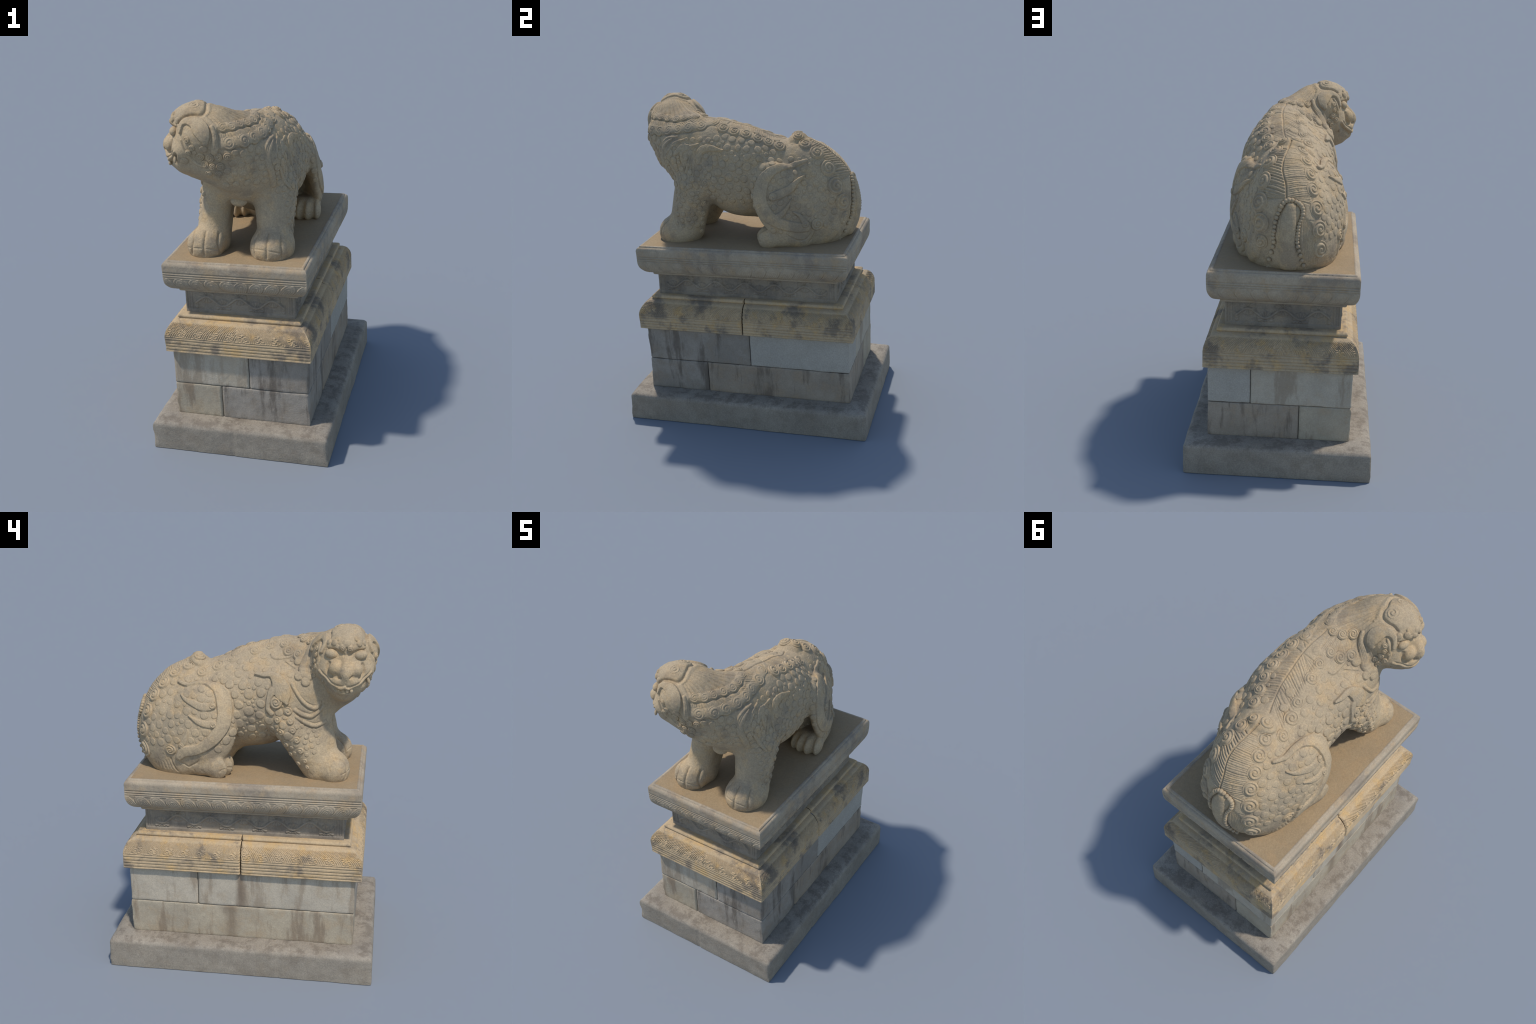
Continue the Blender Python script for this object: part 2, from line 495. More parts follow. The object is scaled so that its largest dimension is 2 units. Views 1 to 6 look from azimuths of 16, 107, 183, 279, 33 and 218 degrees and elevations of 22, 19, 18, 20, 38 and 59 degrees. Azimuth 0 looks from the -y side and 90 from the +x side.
def build_pedestal():
    # ground slab, worn and split by thin joints
    def joints(u, s, half, z):
        return -.004 * np.exp(-((u + .03) / .0035) ** 2) * (half < .6) - .004 * np.exp(-((u + .235) / .0035) ** 2) * (half > .6)
    slab = dense([(.514, .769, .0), (.5155, .771, .03), (.5145, .770, .150)], .012) + curve_between((.5145, .770, .150), (.494, .750, .172), .8, 6)[1:] \
        + dense([(.494, .750, .172), (.470, .725, .178), (.370, .630, .180)], .012)[1:]
    sweep("base_slab", slab, RING, MAT["slab"], relief=joints, rough=.0035, wear=.010, pitch=.011, angle=60, seed=1)

    # two courses of large ashlars round a hidden core
    core = dense([(.378, .638, .15), (.378, .638, .62)], .2)
    sweep("rubble_core", core, RING, MAT["joint"], rough=0, wear=0, pitch=.4, angle=30)
    X, Y = .394, .654

    def ashlar(z0, z1, runs, mat, seed):
        r = .007
        prof = [(X - .05, Y - .05, z0 + .001), (X - r, Y - r, z0 + .001)] + \
            [(X - r + r * math.sin(a), Y - r + r * math.sin(a), z0 + .001 + r - r * math.cos(a)) for a in (.5, 1.0, 1.57)] + \
            dense([(X, Y, z0 + r), (X, Y, z1 - r)], .012)[1:-1] + \
            [(X - r + r * math.cos(a), Y - r + r * math.cos(a), z1 - .001 - r + r * math.sin(a)) for a in (0, .57, 1.07)] + \
            [(X - r, Y - r, z1 - .001), (X - .05, Y - .05, z1 - .001)]
        ob = sweep("ashlar_block", prof, runs, mat, closed=False, rough=.003, wear=.007, pitch=.009, ends=.009, angle=70, seed=seed)
        return ob
    z0, z1, z2 = .176, .382, .599
    B = MAT["block"]
    f, r, k, l = .050 / X, .026 / Y, .159 / X, .250 / Y     # joints of the upper course: front, right, back, left
    ashlar(z1, z2, (("x+", r, 1), ("y+", 1, k)), B[1], 11)
    ashlar(z1, z2, (("y+", k, -1), ("x-", 1, l)), B[2], 12)
    ashlar(z1, z2, (("x-", l, -1), ("y-", -1, f)), B[2], 13)
    ashlar(z1, z2, (("y-", f, 1), ("x+", -1, r)), B[0], 14)
    f, r, k = -.117 / X, -.263 / Y, -.110 / X              # lower course
    ashlar(z0, z1, (("x+", r, 1), ("y+", 1, k)), B[3], 15)
    ashlar(z0, z1, (("y+", k, -1), ("x-", 1, -1), ("y-", -1, f)), B[4], 16)
    ashlar(z0, z1, (("y-", f, 1), ("x+", -1, r)), B[0], 17)

    # lower moulding in two stones: fluted band, carved roll, fillet
    a, b = (.4195, .6875, .600), (.4195, .6875, .692)
    prof = [(.36, .63, .598), (.413, .683, .598), (.418, .688, .601)] + dense([a, b], .0025)[1:] + curve_between(b, (.357, .621, .780), .82, 26)[1:] \
        + [(.352, .616, .782)] + bead(.783, .804, .349, .613, .006, 8) + dense([(.345, .609, .806), (.300, .560, .808)], .02)
    P = np.array(prof)
    arc = np.r_[0, np.cumsum(np.linalg.norm(np.diff(P[:, [0, 2]], axis=0), axis=1))]
    lo, hi = arc[np.argmin(np.abs(P[:, 2] - .693))], arc[np.argmin(np.abs(P[:, 2] - .770))]
    rel = together(petal_waves(lo, hi), grooves((.612, .632, .650, .671, .687), .0028, .0045))
    for runs in ((("x-", -.002, -1), ("y-", -1, 1), ("x+", -1, -.008)), (("x+", -.004, 1), ("y+", 1, -1), ("x-", 1, .002))):
        sweep("lower_moulding", prof, runs, MAT["moulding"], closed=False, relief=rel, rough=.0015, wear=.003, pitch=.0034, ends=.012, shift=(-.002, -.005), angle=55, seed=21)

    # frieze
    fr = dense([(.3155, .574, .800), (.3155, .574, .955)], .003)
    sweep("frieze", fr, RING, MAT["frieze"], relief=vine(.806, .950), rough=.0015, wear=.006, pitch=.0032, shift=(-.003, -.008), angle=60, seed=31)

    # cap: fillet, carved roll, fluted band, bevelled top
    p, q = (.350, .598, .962), (.405, .665, 1.046)
    n = 22
    roll = []
    for i in range(n + 1):
        t = i / n * math.pi / 2
        roll.append((p[0] + (q[0] - p[0]) * math.sin(t), p[1] + (q[1] - p[1]) * math.sin(t), p[2] + (q[2] - p[2]) * (1 - math.cos(t)) ** .95))
    cap = [(.30, .56, .941), (.332, .582, .941)] + bead(.942, .960, .335, .586, .006, 6) + roll + \
        dense([q, (.4060, .6665, 1.115)], .0025)[1:] + curve_between((.4060, .6665, 1.115), (.394, .655, TOP - .0095), .8, 5)[1:] + \
        [(.389, .650, TOP - .0085), (.386, .647, TOP - .0015), (.381, .642, TOP)] + [(.374, .635, TOP), (.370, .631, TOP - .004)]
    P = np.array(cap)
    arc = np.r_[0, np.cumsum(np.linalg.norm(np.diff(P[:, [0, 2]], axis=0), axis=1))]
    lo, hi = arc[9], arc[9 + n]
    rel = together(tongue_waves(lo, hi), grooves((1.050, 1.063, 1.077), .0030, .0050))
    sweep("cap_slab", cap, RING, MAT["cap"], relief=rel, rough=.0015, wear=.0035, pitch=.0036, shift=(-.003, -.011), angle=50, seed=41)

    bed = dense([(.373, .634, TOP - .0012), (.10, .12, TOP - .0012)], .02) + [(.02, .02, TOP - .0012), (.0005, .0005, TOP - .0012)]
    sweep("top_bed", bed, RING, MAT["bed"], rough=.0012, wear=0, pitch=.012, shift=(-.003, -.011), seed=43)


build_pedestal()


# ---------------------------------------------------------------- body mesh
def surface_net(f, lo, hi, h):
    """Quads on the zero level of f: evaluated near the surface only, one vertex per crossed cell."""
    lo, hi = np.array(lo), np.array(hi)
    n = (np.ceil((hi - lo) / h / 4).astype(int)) * 4 + 1
    c = (n - 1) // 4 + 1
    ax = [lo[i] + 4 * h * np.arange(c[i]) for i in range(3)]
    C = f(np.stack(np.meshgrid(*ax, indexing="ij"), -1))
    A = np.repeat(np.repeat(np.repeat(C, 4, 0), 4, 1), 4, 2)[2:n[0] + 2, 2:n[1] + 2, 2:n[2] + 2]
    D = np.full(n, 1.0)
    D[:A.shape[0], :A.shape[1], :A.shape[2]] = A
    near = np.argwhere(np.abs(D) < 6.5 * h)
    vals = np.concatenate([f(lo + h * part) for part in np.array_split(near, 12)])
    D[near[:, 0], near[:, 1], near[:, 2]] = vals
    S = D < 0
    m = [k - 1 for k in n]
    cnt = sum(S[i:i + m[0], j:j + m[1], k:k + m[2]].astype(np.int8) for i in (0, 1) for j in (0, 1) for k in (0, 1))
    cells = np.argwhere((cnt > 0) & (cnt < 8))
    index = np.full(m, -1, np.int64)
    index[cells[:, 0], cells[:, 1], cells[:, 2]] = np.arange(len(cells))
    acc = np.zeros((len(cells), 3))
    num = np.zeros(len(cells))
    corners = [(i, j, k) for i in (0, 1) for j in (0, 1) for k in (0, 1)]
    val = {o: D[cells[:, 0] + o[0], cells[:, 1] + o[1], cells[:, 2] + o[2]] for o in corners}
    for o in corners:
        for a in range(3):
            if o[a] == 0:
                p = tuple(o[i] + (i == a) for i in range(3))
                x = (val[o] < 0) != (val[p] < 0)
                t = np.where(x, val[o] / (val[o] - val[p] + 1e-12), 0)
                q = np.array(o, float)[None].repeat(len(cells), 0)
                q[:, a] += t
                acc += np.where(x[:, None], q, 0)
                num += x
    V = lo + h * (cells + acc / num[:, None])
    F = []
    for a in range(3):
        b, c2 = (a + 1) % 3, (a + 2) % 3
        s0 = [slice(1, None)] * 3
        s0[a] = slice(0, -1)
        s1 = list(s0)
        s1[a] = slice(1, None)
        e = np.argwhere(S[tuple(s0)] != S[tuple(s1)])
        off = np.ones(3, int)
        off[a] = 0
        e = e + off
        ok = np.all(e < np.array(m), 1)
        e = e[ok]
        inside = S[e[:, 0], e[:, 1], e[:, 2]]
        db, dc = np.eye(3, dtype=int)[b], np.eye(3, dtype=int)[c2]
        quad = np.stack([index[tuple((e - w).T)] for w in (0 * db, db, db + dc, dc)], 1)
        quad = np.where(inside[:, None], quad, quad[:, ::-1])
        F.append(quad)
    F = np.concatenate(F)
    return V, F[np.all(F >= 0, 1)]


def split_quads(V, F):
    E = np.sort(np.stack([F, np.roll(F, -1, 1)], -1), -1).reshape(-1, 2)
    u, inv = np.unique(E[:, 0] * (len(V) + 1) + E[:, 1], return_inverse=True)
    a, b = u // (len(V) + 1), u % (len(V) + 1)
    mid = (V[a] + V[b]) / 2
    cen = V[F].mean(1)
    e = inv.reshape(-1, 4) + len(V)
    c = np.arange(len(F)) + len(V) + len(mid)
    out = np.concatenate([np.stack([F[:, i], e[:, i], c, e[:, i - 1]], 1) for i in range(4)])
    return np.concatenate([V, mid, cen]), out


def cut_body(P):
    return np.maximum(body(P), TOP - .012 - P[..., 2])


V, F = surface_net(cut_body, (-.44, -.80, 1.105), (.36, .72, 2.03), H_COARSE)
COARSE = len(V)
V -= np.clip(cut_body(V), -.01, .01)[:, None] * gradient(V, f=cut_body)
V, F = split_quads(V, F)
V -= np.clip(cut_body(V), -.01, .01)[:, None] * gradient(V, f=cut_body)
NRM = gradient(V)
from mathutils.kdtree import KDTree
TREE = KDTree(COARSE)
for i in range(COARSE):
    TREE.insert(V[i], i)
TREE.balance()

# ---------------------------------------------------------------- carving
# Relief is pushed into the body's fine mesh along its normals.  Bands follow
# control points (x, y, z[, width]) that are drawn onto the surface.
def snap(P, times=2):
    """Nearest points of the body's own surface."""
    P = np.array(P, float)
    for _ in range(times):
        k = [TREE.find(p)[1] for p in P]
        n = SKIN_N[k]
        P = P - (((P - SKIN[k]) * n).sum(1))[:, None] * n
    return P


SKIN, SKIN_N = V[:COARSE].copy(), NRM[:COARSE].copy()


def spline(pts, n=24, fit=True):
    """Catmull-Rom through the control points; columns after the third are carried along."""
    p = np.array(pts, float)
    p = np.vstack([2 * p[0] - p[1], p, 2 * p[-1] - p[-2]])
    seg = len(p) - 3
    out = []
    for t in np.linspace(0, seg, n):
        i = min(int(t), seg - 1)
        f = t - i
        a, b, c, d = p[i:i + 4]
        out.append(.5 * (2 * b + (c - a) * f + (2 * a - 5 * b + 4 * c - d) * f * f + (3 * b - a - 3 * c + d) * f ** 3))
    out = np.array(out)
    if fit:
        out[:, :3] = snap(out[:, :3])
    return out


RAISED = np.zeros(len(V))
CUT = np.zeros(len(V))
BUSY = np.zeros(len(V))          # where no scale may grow


def along(line, reach):
    """Vertices near a polyline: indices, distance, fraction of its length, signed side."""
    lo, hi = line[:, :3].min(0) - reach, line[:, :3].max(0) + reach
    idx = np.nonzero(np.all((V > lo) & (V < hi), 1))[0]
    best = np.full(len(idx), 9.)
    frac = np.zeros(len(idx))
    P = V[idx]
    for i in range(len(line) - 1):
        a, b = line[i, :3], line[i + 1, :3]
        d = b - a
        t = np.clip((P - a) @ d / (d @ d + 1e-12), 0, 1)
        dist = np.linalg.norm(P - a - t[:, None] * d, axis=1)
        near = dist < best
        best[near] = dist[near]
        frac[near] = i + t[near]
    ok = best < reach
    return idx[ok], best[ok], frac[ok]


def band(pts, height, width=None, form="flat", n=28, busy=True, edge=.0035):
    line = spline(pts, n)
    w = line[:, 3] / 2 if line.shape[1] > 3 else np.full(len(line), width / 2)
    idx, d, fr = along(line, w.max() + .012)
    half = np.maximum(np.interp(fr, np.arange(len(w)), w), .0015)
    if form == "flat":
        h = step(half + edge * .6, half - edge * .6, d) * (1 - .25 * np.clip(d / half, 0, 1) ** 2)
    else:
        h = np.sqrt(np.clip(1 - (d / half) ** 2, 0, 1))
    RAISED[idx] = np.maximum(RAISED[idx], height * h)
    if busy:
        BUSY[idx] = np.maximum(BUSY[idx], (d < half + .002).astype(float))
    return idx[d < half]


def groove(pts, depth, width, n=14, taper=True, busy=False, fit=True):
    line = spline(pts, n) if fit else pts
    idx, d, fr = along(line, width * 1.2)
    h = np.exp(-(d / (width * .5)) ** 2)
    if taper:
        u = fr / (len(line) - 1)
        h = h * step(0, .12, u) * step(1, .85, u)
    CUT[idx] = np.maximum(CUT[idx], depth * h)
    if busy:
        BUSY[idx] = np.maximum(BUSY[idx], (d < width * .6).astype(float))


def dome(c, r, h, flat=.5, busy=True):
    c = snap([c])[0]
    idx = np.nonzero(np.all(np.abs(V - c) < r * 1.3, 1))[0]
    d = np.linalg.norm(V[idx] - c, axis=1) / r
    RAISED[idx] = np.maximum(RAISED[idx], h * np.clip(1 - d ** (2 / flat), 0, 1) ** flat)
    if busy:
        BUSY[idx] = np.maximum(BUSY[idx], (d < 1.05).astype(float))


def combed(a, b, count, depth=.003, width=.006, lead=0., bow=0., jitter=.0, fine=None):
    """Strands: grooves drawn from guide a across to guide b."""
    A, B = spline(a, 60), spline(b, 60)
    for i in range(count):
        t = (i + .5) / count
        ta, tb = np.clip(t - lead, 0, 1), t
        p = np.array([np.interp(ta * 59, np.arange(60), A[:, k]) for k in range(3)])
        q = np.array([np.interp(tb * 59, np.arange(60), B[:, k]) for k in range(3)])
        mid = (p + q) / 2 + bow * np.array([0, 0, 1.]) + RNG.normal(0, 1, 3) * jitter
        deep = depth * (1.5 if fine and i % fine == 0 else 1.)
        groove([p, mid, q], deep, width, 12)


def mirror(pts):
    """To the other cheek: the face looks along -x, its middle plane is y = -0.563."""
    return [(p[0] + .008, -1.126 - p[1], p[2] - .004, *p[3:]) for p in pts]


# -- tail: flat plume over the rump, its middle vein, the tuft below
TAIL_MID = [(-.014, .300, 1.79), (.006, .384, 1.753), (.020, .445, 1.721), (.025, .512, 1.664), (.002, .570, 1.601), (-.005, .609, 1.533)]
TAIL_LEFT = [(-.070, .337, 1.732), (-.095, .412, 1.693), (-.118, .472, 1.634), (-.139, .528, 1.568), (-.163, .565, 1.476), (-.182, .588, 1.371), (-.191, .583, 1.260)]
TAIL_RIGHT = [(.074, .352, 1.739), (.098, .427, 1.687), (.122, .499, 1.599), (.140, .547, 1.494), (.128, .583, 1.393), (.125, .590, 1.292)]
ARCH_RIGHT = [(.075, .526, 1.154), (.065, .592, 1.236), (.052, .621, 1.297), (.056, .624, 1.337), (.051, .629, 1.373), (.046, .628, 1.418), (.032, .626, 1.459), (.018, .621, 1.493), (-.003, .614, 1.520)]
ARCH_LEFT = [(-.030, .612, 1.527), (-.063, .611, 1.515), (-.085, .612, 1.495), (-.093, .619, 1.469), (-.088, .630, 1.440), (-.077, .640, 1.414), (-.072, .646, 1.384), (-.070, .649, 1.353), (-.068, .649, 1.324), (-.075, .645, 1.285), (-.089, .632, 1.236), (-.105, .604, 1.176)]
plume = band([(-.01, .300, 1.78, .10), (.005, .400, 1.74, .15), (.005, .480, 1.69, .19), (.0, .545, 1.62, .23), (-.01, .600, 1.52, .26), (-.02, .63, 1.40, .29), (-.02, .62, 1.25, .29)], .003, edge=.006)
groove(TAIL_MID, .010, .009, 30, taper=False)
tuft = band([(-.031, .626, 1.493, .060), (-.021, .640, 1.446, .082), (-.020, .648, 1.401, .088), (-.018, .649, 1.306, .090), (-.022, .603, 1.161, .094)], .015, form="round")
for arch in (ARCH_RIGHT, ARCH_LEFT):
    groove(arch, .008, .030, 30, taper=False)
combed(TAIL_MID, TAIL_LEFT[:5], 36, .0030, .0060, lead=-.16, fine=5, jitter=.002)
combed(TAIL_MID, TAIL_RIGHT[:4], 22, .0055, .0080, lead=-.18, fine=4, jitter=.002)
combed([(-.10, .625, 1.46), (-.095, .635, 1.33), (-.125, .600, 1.18)], [(-.150, .590, 1.44), (-.165, .592, 1.33), (-.175, .560, 1.17)], 4, .002, .006)
for k in range(8):                                           # strands that hang beside the tuft
    u = k / 7
    groove([(-.098 - .03 * u, .622 - .012 * u, 1.47 - .05 * u), (-.098 - .055 * u, .632 - .020 * u, 1.36), (-.106 - .065 * u, .618 - .025 * u, 1.24), (-.118 - .06 * u, .585 - .02 * u, 1.16)], .0042, .0065, 18)
    groove([(.068 + .03 * u, .60 - .008 * u, 1.46 - .04 * u), (.072 + .04 * u, .605 - .014 * u, 1.36), (.080 + .04 * u, .59 - .016 * u, 1.24), (.090 + .04 * u, .54 - .016 * u, 1.17)], .0042, .0065, 18)

# -- spine and back feathers
SPINE = [(.055, -.290, 1.895), (.066, -.110, 1.867), (.055, .000, 1.836), (.046, .090, 1.797), (.028, .165, 1.768), (.008, .215, 1.757)]
BACK_LEFT = [(-.020, -.190, 1.862), (-.035, -.124, 1.846), (-.052, -.043, 1.822), (-.060, .025, 1.800), (-.072, .089, 1.777), (-.095, .163, 1.739), (-.111, .251, 1.700)]
BACK_RIGHT = [(.150, -.132, 1.843), (.156, -.062, 1.824), (.154, .008, 1.803), (.151, .078, 1.780), (.135, .140, 1.759), (.114, .201, 1.726)]
groove(SPINE, .007, .010, 40, taper=False)
combed(SPINE[1:], BACK_RIGHT, 28, .0038, .0075, lead=.24, fine=5, jitter=.003)
combed(SPINE[1:], BACK_LEFT[1:], 24, .0034, .0075, lead=.24, fine=4, jitter=.003)
band([p + (.060,) for p in BACK_RIGHT], .006, form="round", busy=True)
band([p + (.055,) for p in BACK_LEFT[1:]], .005, form="round", busy=True)

# -- mane in two lapping rows
ROW_A_RIGHT = [(-.040, -.676, 1.896), (-.012, -.658, 1.893), (.025, -.622, 1.892), (.052, -.574, 1.894), (.074, -.516, 1.889), (.092, -.458, 1.887), (.088, -.402, 1.891), (.068, -.338, 1.894)]
ROW_A_LEFT = [(.020, -.300, 1.892), (-.024, -.320, 1.886), (-.064, -.358, 1.885)]
ROW_B_RIGHT = [(-.030, -.700, 1.812), (.024, -.677, 1.814), (.085, -.625, 1.815), (.126, -.566, 1.820), (.148, -.495, 1.830), (.158, -.428, 1.838), (.151, -.360, 1.846), (.141, -.274, 1.858), (.117, -.203, 1.873)]
ROW_B_LEFT = [(.010, -.165, 1.872), (-.035, -.210, 1.855), (-.082, -.236, 1.829), (-.113, -.290, 1.818), (-.150, -.320, 1.785)]
CROWN_LEFT = [(-.247, -.472, 1.944), (-.219, -.472, 1.958), (-.190, -.468, 1.962), (-.150, -.475, 1.968), (-.131, -.507, 1.977), (-.131, -.539, 1.984), (-.120, -.566, 1.984)]
CROWN_RIGHT = [(-.245, -.666, 1.913), (-.218, -.666, 1.938), (-.167, -.662, 1.950), (-.126, -.656, 1.950), (-.108, -.625, 1.964), (-.119, -.574, 1.980)]
CROWN_BACK = [(-.100, -.650, 1.948), (-.092, -.620, 1.964), (-.100, -.590, 1.975), (-.115, -.560, 1.980), (-.112, -.530, 1.975)]
CROWN_SIDE = [(-.112, -.530, 1.975), (-.115, -.505, 1.966), (-.120, -.480, 1.955), (-.115, -.445, 1.938)]
SIDE_ENDS = [(.060, -.320, 1.895), (.0, -.310, 1.889), (-.064, -.360, 1.885), (-.088, -.385, 1.880)]
for row, w in ((ROW_A_RIGHT, .050), (ROW_A_LEFT, .046), (ROW_B_RIGHT, .058), (ROW_B_LEFT, .052)):
    band([p + (w,) for p in row], .005, form="round")
# each row laps over the next: a hollow just below its edge
for row in (ROW_A_RIGHT, ROW_B_RIGHT):
    groove([(p[0] * 1.02 + .012, p[1] + .006, p[2] - .030) for p in row], .006, .016, 40)
combed(CROWN_BACK, ROW_A_RIGHT, 11, .0062, .013, bow=.006)
combed(CROWN_BACK, ROW_A_RIGHT, 30, .0022, .0055, bow=.006, jitter=.002)
combed(CROWN_SIDE, SIDE_ENDS, 5, .0075, .016)
combed(CROWN_SIDE, SIDE_ENDS, 15, .0022, .006, jitter=.002)
combed(ROW_A_RIGHT, ROW_B_RIGHT, 34, .0026, .0065, lead=-.01, fine=4)
combed(ROW_A_LEFT, ROW_B_LEFT[:4], 16, .0030, .0070, fine=4)
combed([(.060, -.30, 1.895), (.062, -.22, 1.885), (.066, -.12, 1.868)], [(.130, -.27, 1.862), (.120, -.20, 1.872), (.105, -.16, 1.872)], 7, .0035, .008)
band([(-.183, -.325, 1.757, .05), (-.205, -.330, 1.730, .05)], .012, form="round")
for c, r in (((-.209, -.306, 1.720), .026), ((-.230, -.345, 1.694), .026), ((-.150, -.292, 1.795), .028), ((-.215, -.362, 1.715), .02)):
    dome(c, r, .011)
band([(-.088, -.137, 1.809, .010), (-.105, -.160, 1.793, .018), (-.107, -.227, 1.798, .018), (-.107, -.257, 1.809, .014)], .005, form="round")
band([(-.123, -.226, 1.778, .008), (-.140, -.251, 1.769, .014), (-.170, -.281, 1.757, .012)], .005, form="round")

# -- left side: wing at the shoulder, lappets on the breast, thigh
band([(-.191, -.067, 1.718, .014), (-.200, -.112, 1.719, .030), (-.203, -.156, 1.721, .038), (-.221, -.193, 1.692, .074), (-.238, -.214, 1.647, .094), (-.248, -.232, 1.609, .074), (-.252, -.245, 1.577, .024)], .016)
band([(-.238, -.200, 1.647, .05), (-.241, -.167, 1.639, .045), (-.251, -.147, 1.593, .028), (-.256, -.143, 1.543, .026), (-.256, -.163, 1.516, .026)], .014)
for k in range(4):
    groove([(-.232, -.185 - .012 * k, 1.675), (-.246, -.208 - .012 * k, 1.63), (-.252, -.224 - .009 * k, 1.585)], .0022, .006, 12)
for lap, d in (([(-.228, -.272, 1.677), (-.241, -.293, 1.637), (-.248, -.328, 1.589), (-.243, -.370, 1.555), (-.231, -.409, 1.549), (-.228, -.426, 1.580)], .0),
               ([(-.253, -.292, 1.538), (-.250, -.329, 1.514), (-.235, -.377, 1.501), (-.225, -.416, 1.527), (-.212, -.447, 1.559)], .0),
               ([(-.259, -.303, 1.502), (-.248, -.352, 1.466), (-.210, -.395, 1.445), (-.175, -.430, 1.460)], .0)):
    band([p + (.022,) for p in lap], .008, form="round")
    groove([(p[0], p[1], p[2] + .016) for p in lap], .003, .008, 16)
    groove([(p[0], p[1], p[2] - .015) for p in lap], .005, .008, 16)
thigh_left = [(-.154, .374, 1.652, .018), (-.178, .315, 1.644, .030), (-.183, .256, 1.659, .034), (-.193, .197, 1.662, .044), (-.217, .144, 1.645, .066), (-.244, .109, 1.608, .084), (-.271, .092, 1.547, .086), (-.291, .091, 1.492, .082), (-.309, .108, 1.436, .076), (-.323, .148, 1.380, .068), (-.326, .205, 1.332, .060), (-.324, .263, 1.305, .056), (-.318, .322, 1.292, .058), (-.309, .356, 1.256, .040)]
band(thigh_left, .014, n=40)
groove([(-.321, .257, 1.271), (-.325, .198, 1.301), (-.324, .149, 1.330), (-.312, .093, 1.387), (-.293, .062, 1.440), (-.271, .050, 1.503), (-.250, .052, 1.573), (-.223, .079, 1.637)], .004, .007, 40)
band([(-.219, .349, 1.597, .008), (-.252, .316, 1.576, .022), (-.274, .266, 1.561, .036), (-.286, .219, 1.547, .042), (-.285, .170, 1.549, .040)], .009)
band([(-.291, .294, 1.496, .008), (-.307, .243, 1.468, .026), (-.313, .193, 1.456, .036), (-.312, .152, 1.456, .040)], .009)
band([(-.311, .300, 1.417, .008), (-.315, .308, 1.383, .024), (-.317, .322, 1.351, .034), (-.315, .337, 1.328, .034)], .008)
groove([(-.304, .380, 1.261), (-.303, .374, 1.237), (-.304, .355, 1.220), (-.305, .324, 1.210), (-.302, .302, 1.199), (-.307, .277, 1.213), (-.312, .249, 1.230), (-.320, .231, 1.262)], .005, .009, 40, busy=True)
groove([(-.295, .414, 1.252), (-.294, .404, 1.216), (-.290, .387, 1.180), (-.285, .366, 1.152)], .007, .010, 20, busy=True)
for k in range(5):
    groove([(-.285 + .008 * k, .425 + .018 * k, 1.235 - .01 * k), (-.283 + .008 * k, .415 + .02 * k, 1.20), (-.275 + .01 * k, .40 + .022 * k, 1.165)], .0025, .007, 10)

# -- right side, the same motifs more worn
band([(.194, -.458, 1.779, .016), (.190, -.510, 1.737, .030), (.184, -.531, 1.683, .036), (.194, -.512, 1.618, .036), (.190, -.470, 1.540, .034)], .008, form="round")
band([(.234, -.429, 1.696, .022), (.219, -.382, 1.737, .036), (.212, -.343, 1.748, .008)], .007)
band([(.247, -.118, 1.725, .010), (.245, -.161, 1.732, .028), (.242, -.208, 1.738, .042), (.245, -.262, 1.721, .046), (.267, -.274, 1.660, .036)], .008)
for k in range(4):
    groove([(.205, -.44 + .03 * k, 1.735 - .01 * k), (.222, -.46 + .04 * k, 1.66), (.215, -.45 + .04 * k, 1.58)], .003, .008, 14)
band([(.155, .371, 1.649, .020), (.173, .310, 1.630, .032), (.227, .247, 1.629, .046), (.268, .188, 1.608, .058), (.294, .146, 1.565, .072), (.313, .125, 1.502, .080), (.323, .124, 1.436, .084), (.327, .150, 1.372, .080), (.322, .198, 1.325, .070), (.308, .262, 1.292, .064), (.284, .332, 1.272, .060), (.259, .386, 1.266, .050)], .011, n=40)
band([(.194, .369, 1.570, .010), (.237, .327, 1.537, .030), (.267, .294, 1.502, .046), (.294, .241, 1.478, .052), (.308, .201, 1.464, .050)], .012)
band([(.278, .303, 1.441, .008), (.295, .280, 1.398, .022), (.310, .248, 1.358, .034), (.318, .219, 1.342, .034)], .011)
band([(.286, .315, 1.366, .010), (.274, .350, 1.341, .022), (.263, .379, 1.291, .034)], .011)
groove([(.306, .259, 1.239), (.295, .294, 1.210), (.281, .345, 1.186), (.256, .392, 1.197), (.240, .415, 1.237)], .005, .009, 30, busy=True)
groove([(.229, .430, 1.229), (.230, .411, 1.180), (.245, .396, 1.158)], .005, .010, 16, busy=True)

for leaf in ([(.191, -.424, 1.794, .014), (.181, -.496, 1.775, .024), (.178, -.530, 1.732, .026), (.185, -.528, 1.654, .012)],
             [(.200, -.380, 1.778, .012), (.212, -.443, 1.751, .026), (.209, -.491, 1.690, .010)],
             [(.220, -.279, 1.757, .012), (.219, -.353, 1.730, .028), (.233, -.389, 1.698, .026), (.248, -.369, 1.612, .010)],
             [(.244, -.256, 1.723, .014), (.256, -.304, 1.666, .026), (.275, -.311, 1.577, .012)],
             [(.242, -.329, 1.684, .010), (.251, -.346, 1.634, .022), (.255, -.365, 1.583, .010)],
             [(.221, -.470, 1.640, .010), (.235, -.440, 1.580, .024), (.245, -.415, 1.530, .024), (.262, -.395, 1.490, .010)]):
    band(leaf, .006, form="round")
    groove([(p[0] + .004, p[1] - .012, p[2] - .006) for p in leaf], .004, .007, 14)

